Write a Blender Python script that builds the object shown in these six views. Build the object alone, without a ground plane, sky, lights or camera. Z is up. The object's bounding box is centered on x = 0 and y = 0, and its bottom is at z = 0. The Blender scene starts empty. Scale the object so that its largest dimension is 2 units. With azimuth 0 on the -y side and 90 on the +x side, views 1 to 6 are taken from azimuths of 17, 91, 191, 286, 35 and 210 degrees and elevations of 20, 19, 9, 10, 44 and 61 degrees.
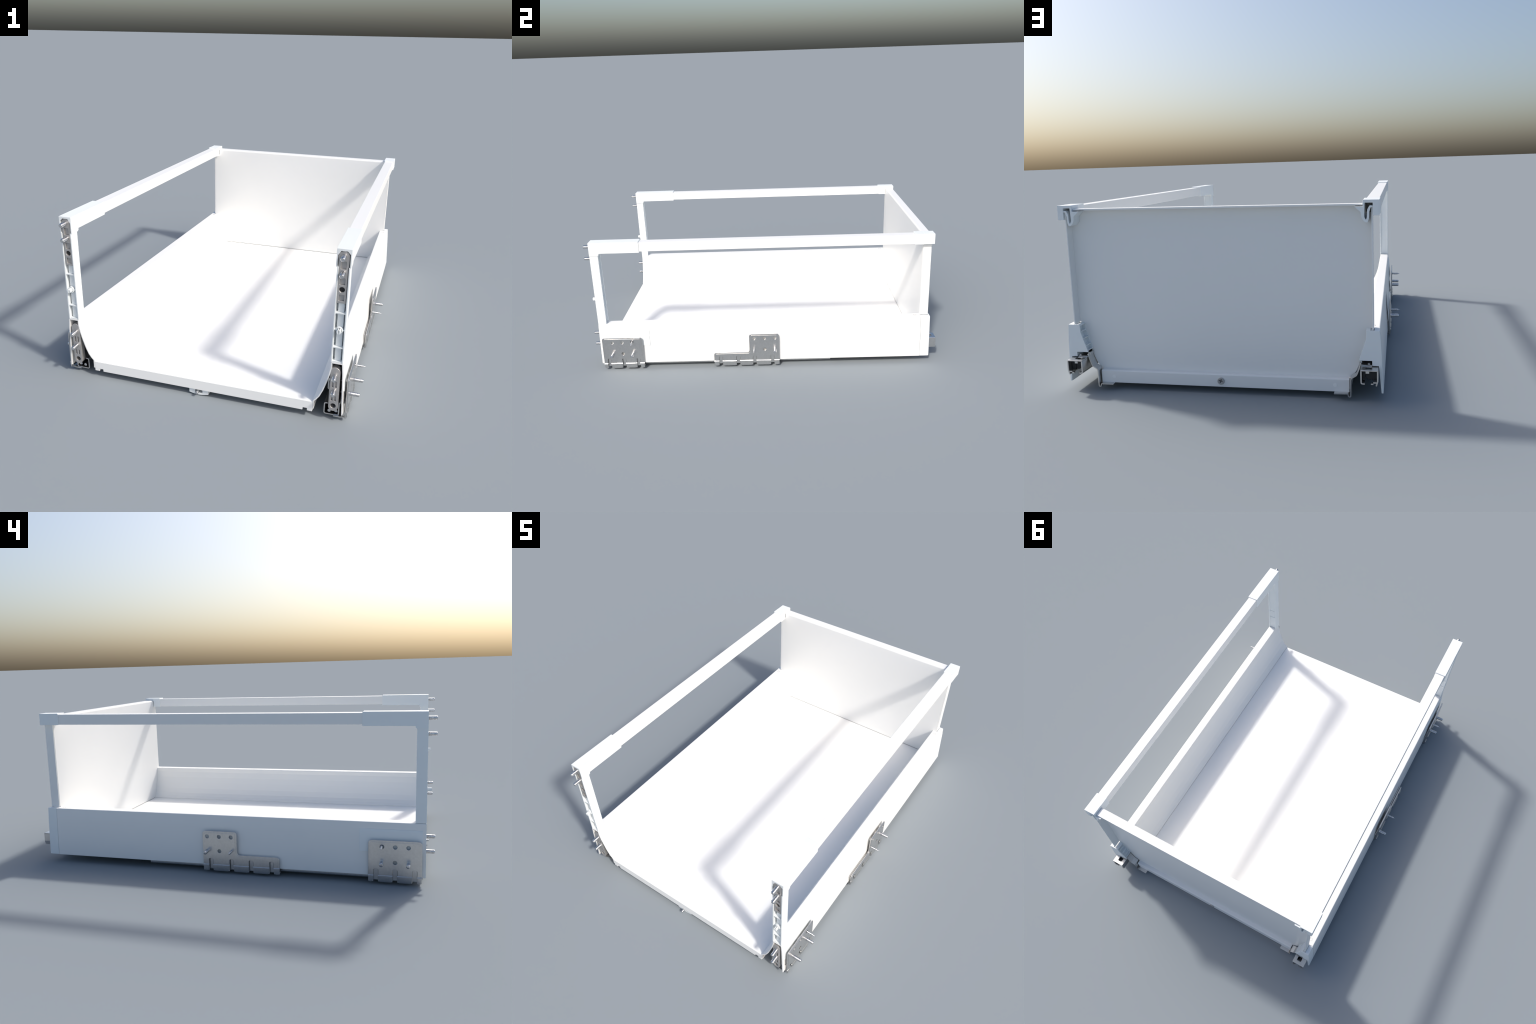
"""White metal kitchen drawer box: steel sides with gallery rails, board floor,
folded back panel, runners, screwed-on mounting plates and front fixings.
Everything is modelled for the +x side and mirrored."""
import bpy, bmesh, math
from mathutils import Vector, Matrix

# ------------------------------------------------------------------ materials
def new_mat(name):
    m = bpy.data.materials.new(name)
    m.use_nodes = True
    nt = m.node_tree
    return m, nt, nt.nodes["Principled BSDF"]

def painted(name, col, rough, var=0.015, bump=0.0, scale=40.0, spec=0.5):
    m, nt, b = new_mat(name)
    tc = nt.nodes.new("ShaderNodeTexCoord")
    nz = nt.nodes.new("ShaderNodeTexNoise")
    nz.inputs["Scale"].default_value = 2.2
    nz.inputs["Detail"].default_value = 3
    nt.links.new(tc.outputs["Object"], nz.inputs["Vector"])
    cr = nt.nodes.new("ShaderNodeValToRGB")
    cr.color_ramp.elements[0].position = 0.35
    cr.color_ramp.elements[1].position = 0.65
    cr.color_ramp.elements[0].color = (*[c * (1 - var) for c in col], 1)
    cr.color_ramp.elements[1].color = (*[min(1, c * (1 + var)) for c in col], 1)
    nt.links.new(nz.outputs["Fac"], cr.inputs["Fac"])
    nt.links.new(cr.outputs["Color"], b.inputs["Base Color"])
    b.inputs["Roughness"].default_value = rough
    b.inputs["Specular IOR Level"].default_value = spec
    if bump:
        n2 = nt.nodes.new("ShaderNodeTexNoise")
        n2.inputs["Scale"].default_value = scale
        nt.links.new(tc.outputs["Object"], n2.inputs["Vector"])
        bp = nt.nodes.new("ShaderNodeBump")
        bp.inputs["Strength"].default_value = bump
        bp.inputs["Distance"].default_value = 0.001
        nt.links.new(n2.outputs["Fac"], bp.inputs["Height"])
        nt.links.new(bp.outputs["Normal"], b.inputs["Normal"])
    return m

def metal(name, c0, c1, r0, r1, metallic, scale, bump=0.0):
    m, nt, b = new_mat(name)
    tc = nt.nodes.new("ShaderNodeTexCoord")
    nz = nt.nodes.new("ShaderNodeTexNoise")
    nz.inputs["Scale"].default_value = scale
    nz.inputs["Detail"].default_value = 4
    nz.inputs["Roughness"].default_value = 0.65
    nt.links.new(tc.outputs["Object"], nz.inputs["Vector"])
    cr = nt.nodes.new("ShaderNodeValToRGB")
    cr.color_ramp.elements[0].position = 0.35
    cr.color_ramp.elements[1].position = 0.65
    cr.color_ramp.elements[0].color = (*c0, 1)
    cr.color_ramp.elements[1].color = (*c1, 1)
    nt.links.new(nz.outputs["Fac"], cr.inputs["Fac"])
    nt.links.new(cr.outputs["Color"], b.inputs["Base Color"])
    mr = nt.nodes.new("ShaderNodeMapRange")
    mr.inputs["To Min"].default_value = r0
    mr.inputs["To Max"].default_value = r1
    nt.links.new(nz.outputs["Fac"], mr.inputs["Value"])
    nt.links.new(mr.outputs["Result"], b.inputs["Roughness"])
    b.inputs["Metallic"].default_value = metallic
    if bump:
        bp = nt.nodes.new("ShaderNodeBump")
        bp.inputs["Strength"].default_value = bump
        bp.inputs["Distance"].default_value = 0.001
        nt.links.new(nz.outputs["Fac"], bp.inputs["Height"])
        nt.links.new(bp.outputs["Normal"], b.inputs["Normal"])
    return m

ENAMEL = painted("white_enamel_steel", (0.862, 0.862, 0.845), 0.38, 0.006)
BOARD = painted("white_board", (0.95, 0.95, 0.925), 0.45, 0.006)
PLASTIC = painted("white_plastic", (0.83, 0.865, 0.87), 0.45, 0.008)
ZINC = metal("galvanised_steel", (0.645, 0.635, 0.62), (0.70, 0.69, 0.675), 0.26, 0.34, 1.0, 90.0, 0.035)
CAST = metal("grey_die_cast", (0.44, 0.43, 0.42), (0.50, 0.49, 0.48), 0.42, 0.52, 0.6, 60.0)
CHROME = metal("bright_steel", (0.60, 0.60, 0.61), (0.72, 0.72, 0.72), 0.16, 0.26, 1.0, 80.0)
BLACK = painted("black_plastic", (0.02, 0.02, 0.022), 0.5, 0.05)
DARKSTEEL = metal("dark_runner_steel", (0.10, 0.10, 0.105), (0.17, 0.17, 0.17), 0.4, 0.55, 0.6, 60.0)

# ------------------------------------------------------------------- helpers
COL = bpy.context.scene.collection

def finish(bm_or_mesh, name, mat, parent, mirror=False, angle=32):
    if isinstance(bm_or_mesh, bmesh.types.BMesh):
        me = bpy.data.meshes.new(name)
        bmesh.ops.recalc_face_normals(bm_or_mesh, faces=bm_or_mesh.faces)
        bm_or_mesh.to_mesh(me)
        bm_or_mesh.free()
    else:
        me = bm_or_mesh
    if mirror:
        me.transform(Matrix.Scale(-1, 4, (1, 0, 0)))
        me.flip_normals()
    for p in me.polygons:
        p.use_smooth = True
    me.set_sharp_from_angle(angle=math.radians(angle))
    me.materials.clear()
    me.materials.append(mat)
    ob = bpy.data.objects.new(name, me)
    COL.objects.link(ob)
    ob.parent = parent
    wn = ob.modifiers.new("flat_faces", "WEIGHTED_NORMAL")
    wn.mode = "FACE_AREA"
    wn.keep_sharp = True
    wn.weight = 100
    return ob

def bevel_sharp(bm, off, seg=2, ang=30):
    if off <= 0:
        return
    bmesh.ops.recalc_face_normals(bm, faces=bm.faces)
    es = [e for e in bm.edges if len(e.link_faces) == 2
          and e.calc_face_angle(0) > math.radians(ang)]
    bmesh.ops.bevel(bm, geom=es, offset=off, segments=seg, profile=0.5,
                    affect='EDGES', clamp_overlap=True)

AX = {"x": lambda p, t: (t, p[0], p[1]),      # loop in (y, z)
      "y": lambda p, t: (p[0], t, p[1]),      # loop in (x, z)
      "z": lambda p, t: (p[0], p[1], t)}      # loop in (x, y)

def prism(bm, loop, axis, a, b, bevel=0.0, seg=2):
    """closed 2D loop swept along an axis from a to b"""
    t = bmesh.new()
    f = AX[axis]
    v0 = [t.verts.new(f(p, a)) for p in loop]
    v1 = [t.verts.new(f(p, b)) for p in loop]
    n = len(loop)
    t.faces.new(v0)
    t.faces.new(v1)
    for i in range(n):
        t.faces.new((v0[i], v0[(i + 1) % n], v1[(i + 1) % n], v1[i]))
    bevel_sharp(t, bevel, seg)
    bmesh.ops.recalc_face_normals(t, faces=t.faces)
    me = bpy.data.meshes.new("tmp")
    t.to_mesh(me)
    t.free()
    bm.from_mesh(me)
    bpy.data.meshes.remove(me)

def box(bm, x, y, z, bevel=0.0, seg=2):
    prism(bm, [(x[0], z[0]), (x[1], z[0]), (x[1], z[1]), (x[0], z[1])], "y", y[0], y[1], bevel, seg)

def rounded(pts, r, closed=True, seg=5):
    """round the corners of a 2D polyline; r may be a list per corner"""
    out = []
    n = len(pts)
    for i, p in enumerate(pts):
        ri = r[i] if isinstance(r, (list, tuple)) else r
        if (not closed and i in (0, n - 1)) or ri <= 0:
            out.append(tuple(p))
            continue
        P = Vector(p)
        A = Vector(pts[i - 1]) - P
        B = Vector(pts[(i + 1) % n]) - P
        la, lb = A.length, B.length
        A.normalize(); B.normalize()
        ang = A.angle(B)
        d = min(ri / math.tan(ang / 2), la * 0.49, lb * 0.49)
        s, e = P + A * d, P + B * d
        for k in range(seg + 1):
            t = k / seg
            q = s * (1 - t) ** 2 + P * 2 * t * (1 - t) + e * t ** 2
            out.append((q.x, q.y))
    return out

def sheet_loop(line, th):
    """closed outline of a bent sheet whose centre line is given"""
    n = len(line)
    L, R = [], []
    for i in range(n):
        p = Vector(line[i])
        d0 = (p - Vector(line[i - 1])).normalized() if i else None
        d1 = (Vector(line[i + 1]) - p).normalized() if i < n - 1 else None
        d = (d0 + d1).normalized() if d0 and d1 else (d0 or d1)
        nrm = Vector((-d.y, d.x))
        k = 1.0
        if d0 and d1:
            k = 1 / max(0.5, math.cos(d0.angle(d1) / 2))
        L.append(tuple(p + nrm * th / 2 * k))
        R.append(tuple(p - nrm * th / 2 * k))
    return L + R[::-1]

def circle(c, r, n=24, a0=0.0):
    return [(c[0] + r * math.cos(a0 + 2 * math.pi * i / n),
             c[1] + r * math.sin(a0 + 2 * math.pi * i / n)) for i in range(n)]

def holed(bm, loops, axis, a, b, bevel=0.0):
    """plate with holes: outline plus inner loops, filled by a 2D curve"""
    cu = bpy.data.curves.new("tmp", "CURVE")
    cu.dimensions = "2D"
    cu.fill_mode = "BOTH"
    cu.extrude = abs(b - a) / 2 - bevel
    cu.bevel_depth = bevel
    cu.bevel_resolution = 0
    cu.offset = -bevel
    for lp in loops:
        sp = cu.splines.new("POLY")
        sp.points.add(len(lp) - 1)
        for q, p in zip(sp.points, lp):
            q.co = (p[0], p[1], 0, 1)
        sp.use_cyclic_u = True
    ob = bpy.data.objects.new("tmp", cu)
    COL.objects.link(ob)
    dg = bpy.context.evaluated_depsgraph_get()
    me = bpy.data.meshes.new_from_object(ob.evaluated_get(dg))
    c = (a + b) / 2
    f = AX[axis]
    t = bmesh.new()
    t.from_mesh(me)
    for v in t.verts:
        v.co = f((v.co.x, v.co.y), c + v.co.z)
    bmesh.ops.remove_doubles(t, verts=t.verts, dist=1e-6)
    bmesh.ops.recalc_face_normals(t, faces=t.faces)
    t.to_mesh(me)
    t.free()
    bm.from_mesh(me)
    bpy.data.objects.remove(ob)
    bpy.data.curves.remove(cu)
    bpy.data.meshes.remove(me)

def threaded(length, r, pitch, depth, tip=0.0, n=20, shank=0.0):
    """helical thread along +z; tip > 0 ends it in a point of that length"""
    bm = bmesh.new()
    steps = max(8, int(length / pitch * 6))
    rings = []
    for i in range(steps + 1):
        z = length * i / steps
        ring = []
        for k in range(n):
            a = 2 * math.pi * k / n
            ph = (z / pitch - k / n) % 1.0
            saw = abs(ph - 0.5) * 2
            rr = r - depth * saw
            if z < shank:
                rr = r - depth * 0.5
            if tip and z > length - tip:
                rr *= max(0.12, (length - z) / tip)
            elif not tip and z > length - r * 0.35:
                rr *= 1 - 0.28 * (z - (length - r * 0.35)) / (r * 0.35)
            ring.append(bm.verts.new((rr * math.cos(a), rr * math.sin(a), z)))
        rings.append(ring)
    for i in range(steps):
        for k in range(n):
            bm.faces.new((rings[i][k], rings[i][(k + 1) % n], rings[i + 1][(k + 1) % n], rings[i + 1][k]))
    bm.faces.new(rings[0])
    bm.faces.new(rings[-1])
    bmesh.ops.recalc_face_normals(bm, faces=bm.faces)
    me = bpy.data.meshes.new("thread")
    bm.to_mesh(me)
    bm.free()
    for p in me.polygons:
        p.use_smooth = True
    me.set_sharp_from_angle(angle=math.radians(50))
    me.materials.append(CHROME)
    return me

def place(me, name, parent, loc, direction):
    ob = bpy.data.objects.new(name, me)
    COL.objects.link(ob)
    ob.parent = parent
    ob.location = loc
    ob.rotation_euler = Vector(direction).to_track_quat("Z", "Y").to_euler()
    return ob

# ----------------------------------------------------------------- the drawer
root = bpy.data.objects.new("drawer_box", None)
COL.objects.link(root)
root["label"] = "white metal kitchen drawer box with side rails and steel brackets"
root["category"] = "drawer"

FRONT, REAR = -0.963, 0.958
FLOOR_TOP, FLOOR_LOW = 0.0775, 0.030

# floor board with a groove near each long edge
bm = bmesh.new()
prism(bm, [(-0.5245, FLOOR_LOW), (-0.502, FLOOR_LOW), (-0.502, 0.042), (-0.482, 0.042), (-0.482, FLOOR_LOW),
           (0.482, FLOOR_LOW), (0.482, 0.042), (0.502, 0.042), (0.502, FLOOR_LOW), (0.5245, FLOOR_LOW),
           (0.5245, FLOOR_TOP), (-0.5245, FLOOR_TOP)], "y", FRONT, 0.9035, 0.0008)
floor = finish(bm, "floor_board", BOARD, root)

# screw in the rear edge of the floor: dished head with a cross recess
bm = bmesh.new()
cross = []
for k in range(4):
    a = math.radians(90 * k + 20)
    u, w = Vector((math.cos(a), math.sin(a))), Vector((-math.sin(a), math.cos(a)))
    for q in (u * 0.008 - w * 0.002, u * 0.008 + w * 0.002, u * 0.002 + w * 0.002):
        cross.append((-0.002 + q.x, 0.053 + q.y))
holed(bm, [circle((-0.002, 0.053), 0.0145, 32), cross], "y", 0.9305, 0.9360, 0.0012)
finish(bm, "screw_head", CAST, floor)
bm = bmesh.new()
prism(bm, circle((-0.002, 0.053), 0.011, 24), "y", 0.9300, 0.9327)
finish(bm, "screw_recess", DARKSTEEL, floor)
# two blind dowel plugs in the rear edge
for s in (-1, 1):
    bm = bmesh.new()
    prism(bm, circle((s * 0.467, 0.054), 0.008, 20), "y", 0.9300, 0.9318, 0.0004, 1)
    finish(bm, "dowel_plug", BOARD, floor)

# clip under the middle of the front edge
bm = bmesh.new()
arc = [(0.046 - 0.092 * i / 12, 0.0075 - 0.0075 * math.sin(math.pi * i / 12)) for i in range(13)]
clip_loop = [(-0.046, 0.031), (0.046, 0.031)] + arc
holed(bm, [clip_loop, rounded([(-0.018, 0.010), (0.018, 0.010), (0.018, 0.0265), (-0.018, 0.0265)], 0.006)],
      "y", -0.957, -0.915, 0.001)
prism(bm, [(-0.030, 0.004), (0.030, 0.004), (0.030, 0.031), (-0.030, 0.031)], "y", -0.930, -0.917)
clip = finish(bm, "floor_clip", PLASTIC, root)
place(threaded(0.058, 0.0065, 0.005, 0.001), "screw", clip, (-0.002, -0.920, 0.0185), (0, -1, 0.02))

# back panel: folded steel sheet with a flange along the top and the upper sides
bm = bmesh.new()
prof = rounded([(0.906, 0.286), (0.906, 0.7615), (0.950, 0.7615)], 0.007, closed=False)
prism(bm, sheet_loop(prof, 0.006), "x", -0.5820, 0.5820)
for s in (-1, 1):                                      # plain corners under the rail caps
    box(bm, sorted((s * 0.5820, s * 0.6140)), (0.903, 0.909), (0.286, 0.7300))
half = [(0.610, 0.286), (0.603, 0.262), (0.578, 0.185), (0.562, 0.136), (0.547, 0.104), (0.526, 0.0802)]
prism(bm, half + [(-x, z) for x, z in half[::-1]], "y", 0.903, 0.909)
for s in (-1, 1):
    box(bm, sorted((s * 0.614, s * 0.620)), (0.904, 0.950), (0.286, 0.7560), 0.0015)
skirt = rounded([(0.9085, 0.0785), (0.9285, 0.0785), (0.9285, 0.0280)], [0, 0.004, 0], closed=False)
prism(bm, sheet_loop(skirt, 0.005), "x", -0.5225, 0.5225)
back = finish(bm, "back_panel", ENAMEL, root)

# ---------------------------------------------------------------- shared parts
BOLT_FRONT = threaded(0.0430, 0.0100, 0.0055, 0.0014)
BOLT_PLATE = threaded(0.0475, 0.0096, 0.0055, 0.0013, shank=0.012)
SCREW_PLATE = threaded(0.0575, 0.0062, 0.006, 0.0017, tip=0.016)

OUTER = [(0.6400, 0.281), (0.6440, 0.236), (0.6525, 0.037)]     # centre line, top to bottom
INNER = [(0.5945, 0.281), (0.5945, 0.256), (0.5875, 0.220), (0.5785, 0.188), (0.5645, 0.144),
         (0.5510, 0.1125), (0.5370, 0.0935), (0.5278, 0.0840), (0.5278, 0.044)]

for side in (1, -1):
    M = side < 0
    X = lambda v: v * side

    # -------- side wall: one folded sheet, outer skin, top and inner liner
    bm = bmesh.new()
    line = OUTER[::-1] + INNER
    rad = [0, 0.02, 0.003, 0.003, 0.01, 0.03, 0.03, 0.02, 0.02, 0.01, 0.003, 0]
    prism(bm, sheet_loop(rounded(line, rad, closed=False, seg=4), 0.005), "y", FRONT, 0.9055)
    wall = finish(bm, "side_wall", ENAMEL, root, M, 25)

    # plastic end cap of the side wall, with ribs towards the inside
    bm = bmesh.new()
    full = [(0.5915, 0.2840), (0.6420, 0.2840), (0.6462, 0.236), (0.6550, 0.038), (0.6475, 0.038),
            (0.6380, 0.146), (0.6130, 0.147), (0.6130, 0.166), (0.5625, 0.166), (0.5905, 0.250)]
    prism(bm, full, "y", 0.952, REAR, 0.0012)
    core = [(0.6215, 0.2838), (0.6418, 0.2838), (0.6460, 0.236), (0.6548, 0.038), (0.6477, 0.038),
            (0.6383, 0.146), (0.6135, 0.148), (0.6130, 0.170), (0.5780, 0.170), (0.6050, 0.250), (0.6080, 0.278),
            (0.6180, 0.278), (0.6190, 0.270), (0.6210, 0.270)]
    prism(bm, core, "y", 0.907, 0.952)
    cap = finish(bm, "wall_end_cap", PLASTIC, wall, M)

    bm = bmesh.new()                                   # ribbed holder of the back panel
    for z in (0.279, 0.252, 0.222, 0.192, 0.172):
        x = 0.5905 - max(0.0, 0.250 - z) * 0.333
        prism(bm, [(x, z - 0.0016), (x + 0.016, z - 0.0016), (x + 0.016, z + 0.0016), (x, z + 0.0016)],
              "y", 0.9115, 0.9515)
    holder = [(0.5915, 0.281), (0.6080, 0.281), (0.6045, 0.250), (0.5790, 0.171), (0.5645, 0.171), (0.5905, 0.250)]
    prism(bm, holder, "y", 0.9095, 0.9125)
    finish(bm, "panel_holder", PLASTIC, wall, M)

    bm = bmesh.new()                                   # little square plug in the top
    holed(bm, [[(0.6095, 0.869), (0.6240, 0.869), (0.6240, 0.884), (0.6095, 0.884)],
               [(0.6110, 0.8705), (0.6225, 0.8705), (0.6225, 0.8825), (0.6110, 0.8825)]], "z", 0.2832, 0.2838)
    finish(bm, "top_plug", CAST, wall, M)

    # plastic cover on the outer skin near the front
    bm = bmesh.new()
    def ox(z):
        return (0.6462 + (0.236 - z) * 0.0427) if z < 0.236 else (0.6462 - (z - 0.236) * 0.09)
    cov = [(ox(0.147) - 0.002, 0.147), (ox(0.147) + 0.0042, 0.147), (ox(0.236) + 0.0036, 0.236),
           (ox(0.251) + 0.0024, 0.251), (ox(0.251) - 0.002, 0.251)]
    prism(bm, cov, "y", -0.949, -0.670, 0.0008)
    finish(bm, "wall_cover", PLASTIC, wall, M)

    # -------- front post: H section with cross ribs
    bm = bmesh.new()
    z0, z1 = 0.2845, 0.7045
    box(bm, (0.5895, 0.5955), (FRONT, -0.9155), (z0, z1), 0.001)
    box(bm, (0.6355, 0.6415), (FRONT, -0.9155), (z0, z1), 0.001)
    box(bm, (0.5955, 0.6360), (-0.9290, -0.9235), (z0, z1 - 0.001))
    box(bm, (0.6030, 0.6290), (-0.9500, -0.9285), (z0 + 0.004, z1 - 0.002), 0.003)
    for z in (z0 + 0.0025, 0.353, 0.507):
        box(bm, (0.5955, 0.6360), (FRONT + 0.002, -0.9285), (z - 0.0025, z + 0.0025))
    for z in (0.385, 0.445):
        box(bm, (0.5955, 0.6360), (-0.9240, -0.9215), (z - 0.0012, z + 0.0012))
    box(bm, (0.5955, 0.6040), (FRONT + 0.002, -0.9285), (0.4310, 0.4350))
    box(bm, (0.6280, 0.6360), (FRONT + 0.002, -0.9285), (0.4310, 0.4350))
    post = finish(bm, "front_post", PLASTIC, root, M)

    bm = bmesh.new()                                   # snap peg in its collar
    holed(bm, [circle((0.616, 0.433), 0.0145, 28), circle((0.616, 0.433), 0.0105, 28)], "y", -0.964, -0.947, 0.001)
    for s in (-1, 1):
        lobe = [(0.616 + s * (0.0012 + 0.0075 * math.cos(a)), 0.433 + 0.0095 * math.sin(a))
                for a in [math.pi * (i / 12 - 0.5) for i in range(13)]]
        prism(bm, lobe, "y", -0.982, -0.9475, 0.002)
    finish(bm, "snap_peg", PLASTIC, post, M)

    # -------- gallery rail with its two end caps
    bm = bmesh.new()
    box(bm, (0.5885, 0.6405), (-0.6835, 0.8530), (0.7225, 0.7745), 0.0018, 2)
    rail = finish(bm, "gallery_rail", ENAMEL, root, M)

    bm = bmesh.new()
    L = rounded([(-0.9450, 0.7060), (-0.9150, 0.7060), (-0.9150, 0.7085), (-0.9100, 0.7085), (-0.9100, 0.7190),
                 (-0.6820, 0.7190), (-0.6820, 0.7820), (-0.9450, 0.7820)],
                [0, 0.002, 0.002, 0.003, 0.003, 0.002, 0.003, 0], seg=3)
    prism(bm, L, "x", 0.5850, 0.6445, 0.0015)
    collar = [(0.5850, 0.7060), (0.5902, 0.7060), (0.5902, 0.7540), (0.6020, 0.7730), (0.6270, 0.7730),
              (0.6393, 0.7600), (0.6393, 0.7060), (0.6445, 0.7060), (0.6445, 0.7820), (0.5850, 0.7820)]
    prism(bm, collar, "y", FRONT, -0.9445, 0.0008)
    bmesh.ops.translate(bm, verts=bm.verts, vec=(0, 0, -0.0022))
    finish(bm, "rail_corner_cap", PLASTIC, rail, M)

    bm = bmesh.new()
    ring = [(0.5850, 0.7235), (0.6450, 0.7235), (0.6450, 0.7820), (0.5850, 0.7820)]
    bore = [(0.5905, 0.7290), (0.6200, 0.7290), (0.6200, 0.7705), (0.5905, 0.7705)]
    holed(bm, [ring, bore], "y", 0.8525, 0.9025, 0.0015)
    crown = [(0.6200, 0.7235), (0.6450, 0.7235), (0.6450, 0.7820), (0.5850, 0.7820), (0.5830, 0.7780),
             (0.5830, 0.7625), (0.5905, 0.7625), (0.5905, 0.7705), (0.6200, 0.7705)]
    prism(bm, crown, "y", 0.9015, 0.9600, 0.0012)
    hook = [(0.6195, 0.7540), (0.6130, 0.7540), (0.6075, 0.7380), (0.6060, 0.7120), (0.6010, 0.6980), (0.5920, 0.6985), (0.5840, 0.7060),
            (0.5780, 0.7180), (0.5750, 0.7370), (0.5530, 0.7570), (0.5832, 0.7570), (0.5832, 0.7640), (0.5903, 0.7640), (0.5890, 0.7200), (0.5925, 0.7095),
            (0.5965, 0.7095), (0.5985, 0.7200), (0.6000, 0.7460), (0.6080, 0.7600), (0.6195, 0.7600)]
    prism(bm, hook, "y", 0.9095, 0.9590, 0.0008)
    bmesh.ops.translate(bm, verts=bm.verts, vec=(0, 0, -0.0022))
    finish(bm, "rail_rear_cap", PLASTIC, rail, M)

    # -------- upper fixing bracket in the post
    cx = 0.6145
    bm = bmesh.new()
    top = [(cx + 0.0215 * math.cos(a), 0.7490 + 0.0215 * math.sin(a)) for a in [math.pi * i / 14 for i in range(15)]]
    outline = top + [(cx - 0.0215, 0.7060), (cx - 0.0185, 0.7020), (cx - 0.0185, 0.5510), (cx + 0.0185, 0.5510),
                     (cx + 0.0185, 0.7020), (cx + 0.0215, 0.7060)]
    def pocket(za, zb, w=0.0105):
        return rounded([(cx - w, za), (cx + w, za), (cx + w, zb), (cx - w, zb)], 0.002, seg=3)
    pockets = [pocket(0.6955, 0.7270), pocket(0.6290, 0.6580), pocket(0.5610, 0.5870)]
    hole = circle((cx, 0.6090), 0.0115)
    holed(bm, [outline, hole] + pockets, "y", -0.9605, -0.9535, 0.001)
    holed(bm, [outline, hole], "y", -0.9536, -0.9495)
    br = finish(bm, "fixing_bracket", CAST, root, M)
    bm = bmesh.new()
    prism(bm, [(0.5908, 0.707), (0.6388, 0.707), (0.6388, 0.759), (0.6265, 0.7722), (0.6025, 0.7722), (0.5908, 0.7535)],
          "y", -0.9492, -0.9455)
    finish(bm, "recess_shade_plate", DARKSTEEL, br, M)  # plate coloured dark to give the cap recess its shaded corners
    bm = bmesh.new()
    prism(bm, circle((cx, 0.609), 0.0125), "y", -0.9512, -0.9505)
    finish(bm, "hole_shadow_disc", BLACK, br, M)  # black disc modelled for the darkness inside the hole
    for z in (0.7490, 0.6800):
        place(BOLT_FRONT, "bolt", br, (X(cx), -0.9575, z), (0, -1, 0))

    # -------- lower fixing bracket in the side wall
    cx = 0.6125
    hw = 0.0205
    bm = bmesh.new()
    st = [(cx + hw * math.cos(a), 0.2390 + hw * math.sin(a)) for a in [math.pi * i / 14 for i in range(15)]] + \
         [(cx + hw * math.cos(a), 0.0715 + hw * math.sin(a)) for a in [math.pi + math.pi * i / 14 for i in range(15)]]
    grooves = []
    for za, zb in ((0.166, 0.194), (0.101, 0.124)):
        for dx in (-0.0075, 0.0065):
            grooves.append(rounded([(cx + dx - 0.0032, za), (cx + dx + 0.0032, za),
                                    (cx + dx + 0.0032, zb), (cx + dx - 0.0032, zb)], 0.001, seg=2))
    hole = circle((cx, 0.0765), 0.0112)
    holed(bm, [st, hole] + grooves, "y", -0.9625, -0.9560, 0.001)
    holed(bm, [st, hole], "y", -0.9561, -0.9350)
    br = finish(bm, "fixing_bracket", CAST, root, M)
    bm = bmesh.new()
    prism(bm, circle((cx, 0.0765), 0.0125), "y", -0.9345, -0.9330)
    finish(bm, "hole_shadow_disc", BLACK, br, M)
    for z in (0.2190, 0.1490):
        place(BOLT_FRONT, "bolt", br, (X(cx), -0.9575, z), (0, -1, 0))

    # -------- runner: cabinet rail, black box between them, drawer member
    bm = bmesh.new()
    u = rounded([(0.586, 0.0700), (0.5725, 0.0690), (0.5725, 0.0175), (0.6350, 0.0175), (0.6350, 0.0820)],
                [0, 0.012, 0.008, 0.008, 0], closed=False)
    prism(bm, sheet_loop(u, 0.0048), "y", -0.939, 0.385)
    cab = finish(bm, "cabinet_rail", ZINC, root, M)
    bm = bmesh.new()
    box(bm, (0.5815, 0.6260), (-0.905, 0.36), (0.040, 0.1320), 0.004)
    finish(bm, "black_inner_box", BLACK, cab, M)
    for c in ((0.594, -0.925, 0.033), (0.622, -0.918, 0.031)):
        bm = bmesh.new()
        prism(bm, circle((c[0], c[2]), 0.0075, 16), "y", c[1] - 0.012, c[1] + 0.02, 0.002)
        finish(bm, "roller", CHROME, cab, M)

    bm = bmesh.new()
    u = rounded([(0.5860, 0.0895), (0.5725, 0.0895), (0.5725, 0.1410), (0.6345, 0.1410), (0.6345, 0.1000), (0.6290, 0.0820)],
                [0, 0.012, 0.006, 0.006, 0.01, 0], closed=False)
    prism(bm, sheet_loop(u, 0.0050), "y", -0.86, 0.945)
    # rear end of the channel: same section, its top pierced by a square hole
    l_wall = rounded([(0.5860, 0.0895), (0.5725, 0.0895), (0.5725, 0.1383)], [0, 0.012, 0], closed=False)
    r_wall = rounded([(0.6345, 0.1383), (0.6345, 0.1000), (0.6290, 0.0820)], [0, 0.01, 0], closed=False)
    prism(bm, sheet_loop(l_wall, 0.0050), "y", 0.945, 1.000)
    prism(bm, sheet_loop(r_wall, 0.0050), "y", 0.945, 1.000)
    holed(bm, [[(0.5702, 0.945), (0.6368, 0.945), (0.6368, 1.0), (0.5702, 1.0)],
               rounded([(0.588, 0.957), (0.612, 0.957), (0.612, 0.982), (0.588, 0.982)], 0.005)],
          "z", 0.1384, 0.1434, 0.001)
    box(bm, (0.590, 0.603), (0.985, 0.9995), (0.1305, 0.1384))
    box(bm, (0.609, 0.6185), (0.990, 0.9995), (0.0870, 0.0920))
    box(bm, (0.6180, 0.6325), (0.990, 0.9995), (0.0925, 0.0975))
    run = finish(bm, "drawer_runner", ZINC, root, M)
    bm = bmesh.new()
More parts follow.
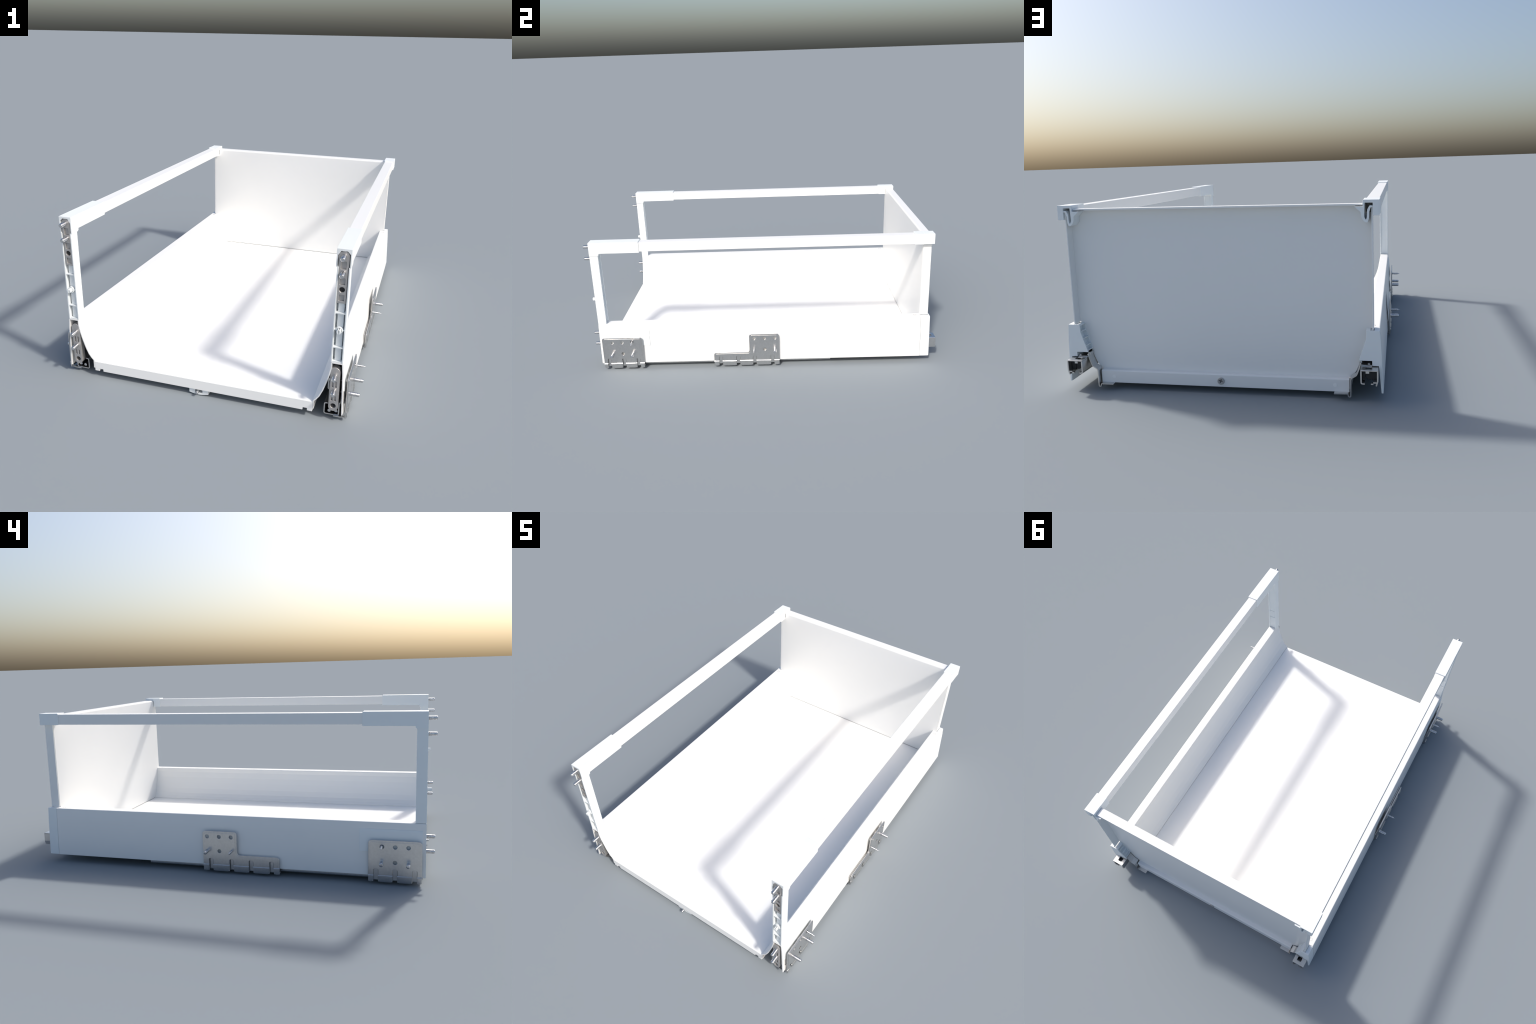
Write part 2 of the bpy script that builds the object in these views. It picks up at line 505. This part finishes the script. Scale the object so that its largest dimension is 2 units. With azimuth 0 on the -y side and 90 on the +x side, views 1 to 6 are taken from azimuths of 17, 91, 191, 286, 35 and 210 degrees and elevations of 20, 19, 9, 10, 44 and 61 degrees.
    prism(bm, circle((0.604, 0.112), 0.016, 24), "y", 0.955, 0.972, 0.002)
    box(bm, (0.577, 0.588), (0.93, 0.975), (0.095, 0.136))
    box(bm, (0.614, 0.631), (0.93, 0.975), (0.095, 0.136))
    finish(bm, "runner_bearing", BLACK, run, M)
    bm = bmesh.new()                                   # locking tab on top of the runner
    box(bm, (0.5700, 0.6120), (0.915, 0.951), (0.1440, 0.1475))
    box(bm, (0.5960, 0.6050), (0.935, 0.9540), (0.1480, 0.1545), 0.001)
    finish(bm, "locking_tab", ZINC, run, M)
    bm = bmesh.new()                                   # adjuster behind the lower bracket
    box(bm, (0.5805, 0.5960), (-0.925, -0.880), (0.172, 0.186), 0.001)
    box(bm, (0.5885, 0.6000), (-0.925, -0.880), (0.192, 0.222), 0.001)
    finish(bm, "adjuster", ZINC, run, M)

    # -------- steel hook that carries the floor at the rear
    bm = bmesh.new()
    hk = rounded([(0.5690, 0.1560), (0.5635, 0.1330), (0.5520, 0.1030), (0.5300, 0.0890), (0.5290, 0.0150),
                  (0.5200, 0.0150), (0.5190, 0.0265), (0.4640, 0.0255)],
                 [0, 0.02, 0.015, 0.012, 0.006, 0.006, 0.004, 0], closed=False)
    prism(bm, sheet_loop(hk, 0.0042), "y", 0.9125, 0.9500)
    box(bm, (0.5620, 0.5740), (0.912, 0.940), (0.1480, 0.1600), 0.003)
    finish(bm, "floor_hook", ZINC, root, M)

    # -------- mounting plates on the outside
    XO, XI = 0.6690, 0.6635

    def mounting_plate(outline, emb, holes, slots, lobes, y0, y1):
        bm = bmesh.new()
        holed(bm, [outline] + [circle(h, 0.0098, 22) for h in holes], "x", XI, XO, 0.0012)
        # raised field
        holed(bm, [emb] + [circle(h, 0.0098, 22) for h in holes], "x", XO - 0.001, XO + 0.0014, 0.0006)
        # stepped feet along the lower edge, one between each pair of slots
        for a, b in lobes:
            prof = [(XI, 0.045), (XO + 0.0012, 0.0438), (XO + 0.0036, 0.0408), (XO + 0.0034, 0.0200),
                    (XO - 0.0010, 0.0100), (XI - 0.018, 0.0085), (XI - 0.018, 0.0170), (XI - 0.0010, 0.0180)]
            t = bmesh.new()
            prism(t, prof, "y", a, b)
            for v in t.verts:                      # narrow the foot towards its rounded bottom
                if v.co.z < 0.021:
                    k = 0.004 if v.co.z > 0.0175 else 0.009
                    v.co.y += k if abs(v.co.y - a) < 1e-5 else -k
            me = bpy.data.meshes.new("tmp")
            t.to_mesh(me); t.free(); bm.from_mesh(me); bpy.data.meshes.remove(me)
        # pressed-in web behind the slots, and the flange under the rail
        box(bm, (XI - 0.0085, XI - 0.0045), (y0 + 0.003, y1 - 0.003), (0.0225, 0.0850))
        box(bm, (0.6130, XI - 0.0170), (y0 + 0.002, y1 - 0.002), (0.0120, 0.0180), 0.001)
        return finish(bm, "mounting_plate", ZINC, root, M, 35)

    def slotted(y0, y1, ztop, slots, step=None, inset=0.0, zlow=0.0115):
        """outline of a plate whose lower edge is cut by round-topped slots"""
        r = 0.018 - inset
        w = 0.0102
        pts, rad = [], []
        def add(p, q=0.0):
            pts.append(p); rad.append(q)
        add((y0 + inset, zlow), 0.004)
        for c in slots:
            zc = 0.0735 if not inset else 0.0735
            if inset:
                wi = w + 0.0015
            else:
                wi = w
            add((c - wi, zlow), 0.004)
            add((c - wi, zc), wi * 0.95)
            add((c + wi, zc), wi * 0.95)
            add((c + wi, zlow), 0.004)
        add((y1 - inset, zlow), 0.004)
        add((y1 - inset, ztop - inset), r)
        if step:
            ys, zs = step
            add((ys + inset, ztop - inset), r)
            add((ys + inset, zs - inset), 0.014 + inset)
            add((y0 + inset, zs - inset), r)
        else:
            add((y0 + inset, ztop - inset), r)
        return rounded(pts, rad, seg=5)

    sl = (-0.916, -0.830, -0.745)
    holes = [(-0.888, 0.1765), (-0.830, 0.1765), (-0.772, 0.1765), (-0.830, 0.1045)]
    pl = mounting_plate(slotted(-0.947, -0.711, 0.2065, sl), slotted(-0.947, -0.711, 0.2065, sl, inset=0.008, zlow=0.0425),
                        holes, sl, [(-0.9468, -0.9262), (-0.9058, -0.8402), (-0.8198, -0.7552), (-0.7348, -0.7112)],
                        -0.947, -0.711)
    for y in (-0.889, -0.771):
        place(BOLT_PLATE, "bolt", pl, (X(0.665), y, 0.1035), (side, 0, 0))
    place(SCREW_PLATE, "screw", pl, (X(0.662), -0.771, 0.1775), (side, 0, 0))

    sl = (-0.259, -0.157, -0.060, 0.045)
    holes = [(-0.060, 0.1825), (0.0005, 0.1825), (0.061, 0.1825), (0.0005, 0.1110)]
    pl = mounting_plate(slotted(-0.298, 0.085, 0.2100, sl, step=(-0.089, 0.0955)),
                        slotted(-0.298, 0.085, 0.2100, sl, step=(-0.089, 0.0955), inset=0.008, zlow=0.0425),
                        holes, sl, [(-0.2978, -0.2692), (-0.2488, -0.1672), (-0.1468, -0.0702), (-0.0498, 0.0348), (0.0552, 0.0848)],
                        -0.298, 0.085)
    place(BOLT_PLATE, "bolt", pl, (X(0.665), 0.060, 0.1120), (side, 0, 0))
    place(SCREW_PLATE, "screw", pl, (X(0.662), -0.061, 0.1130), (side, 0, 0))
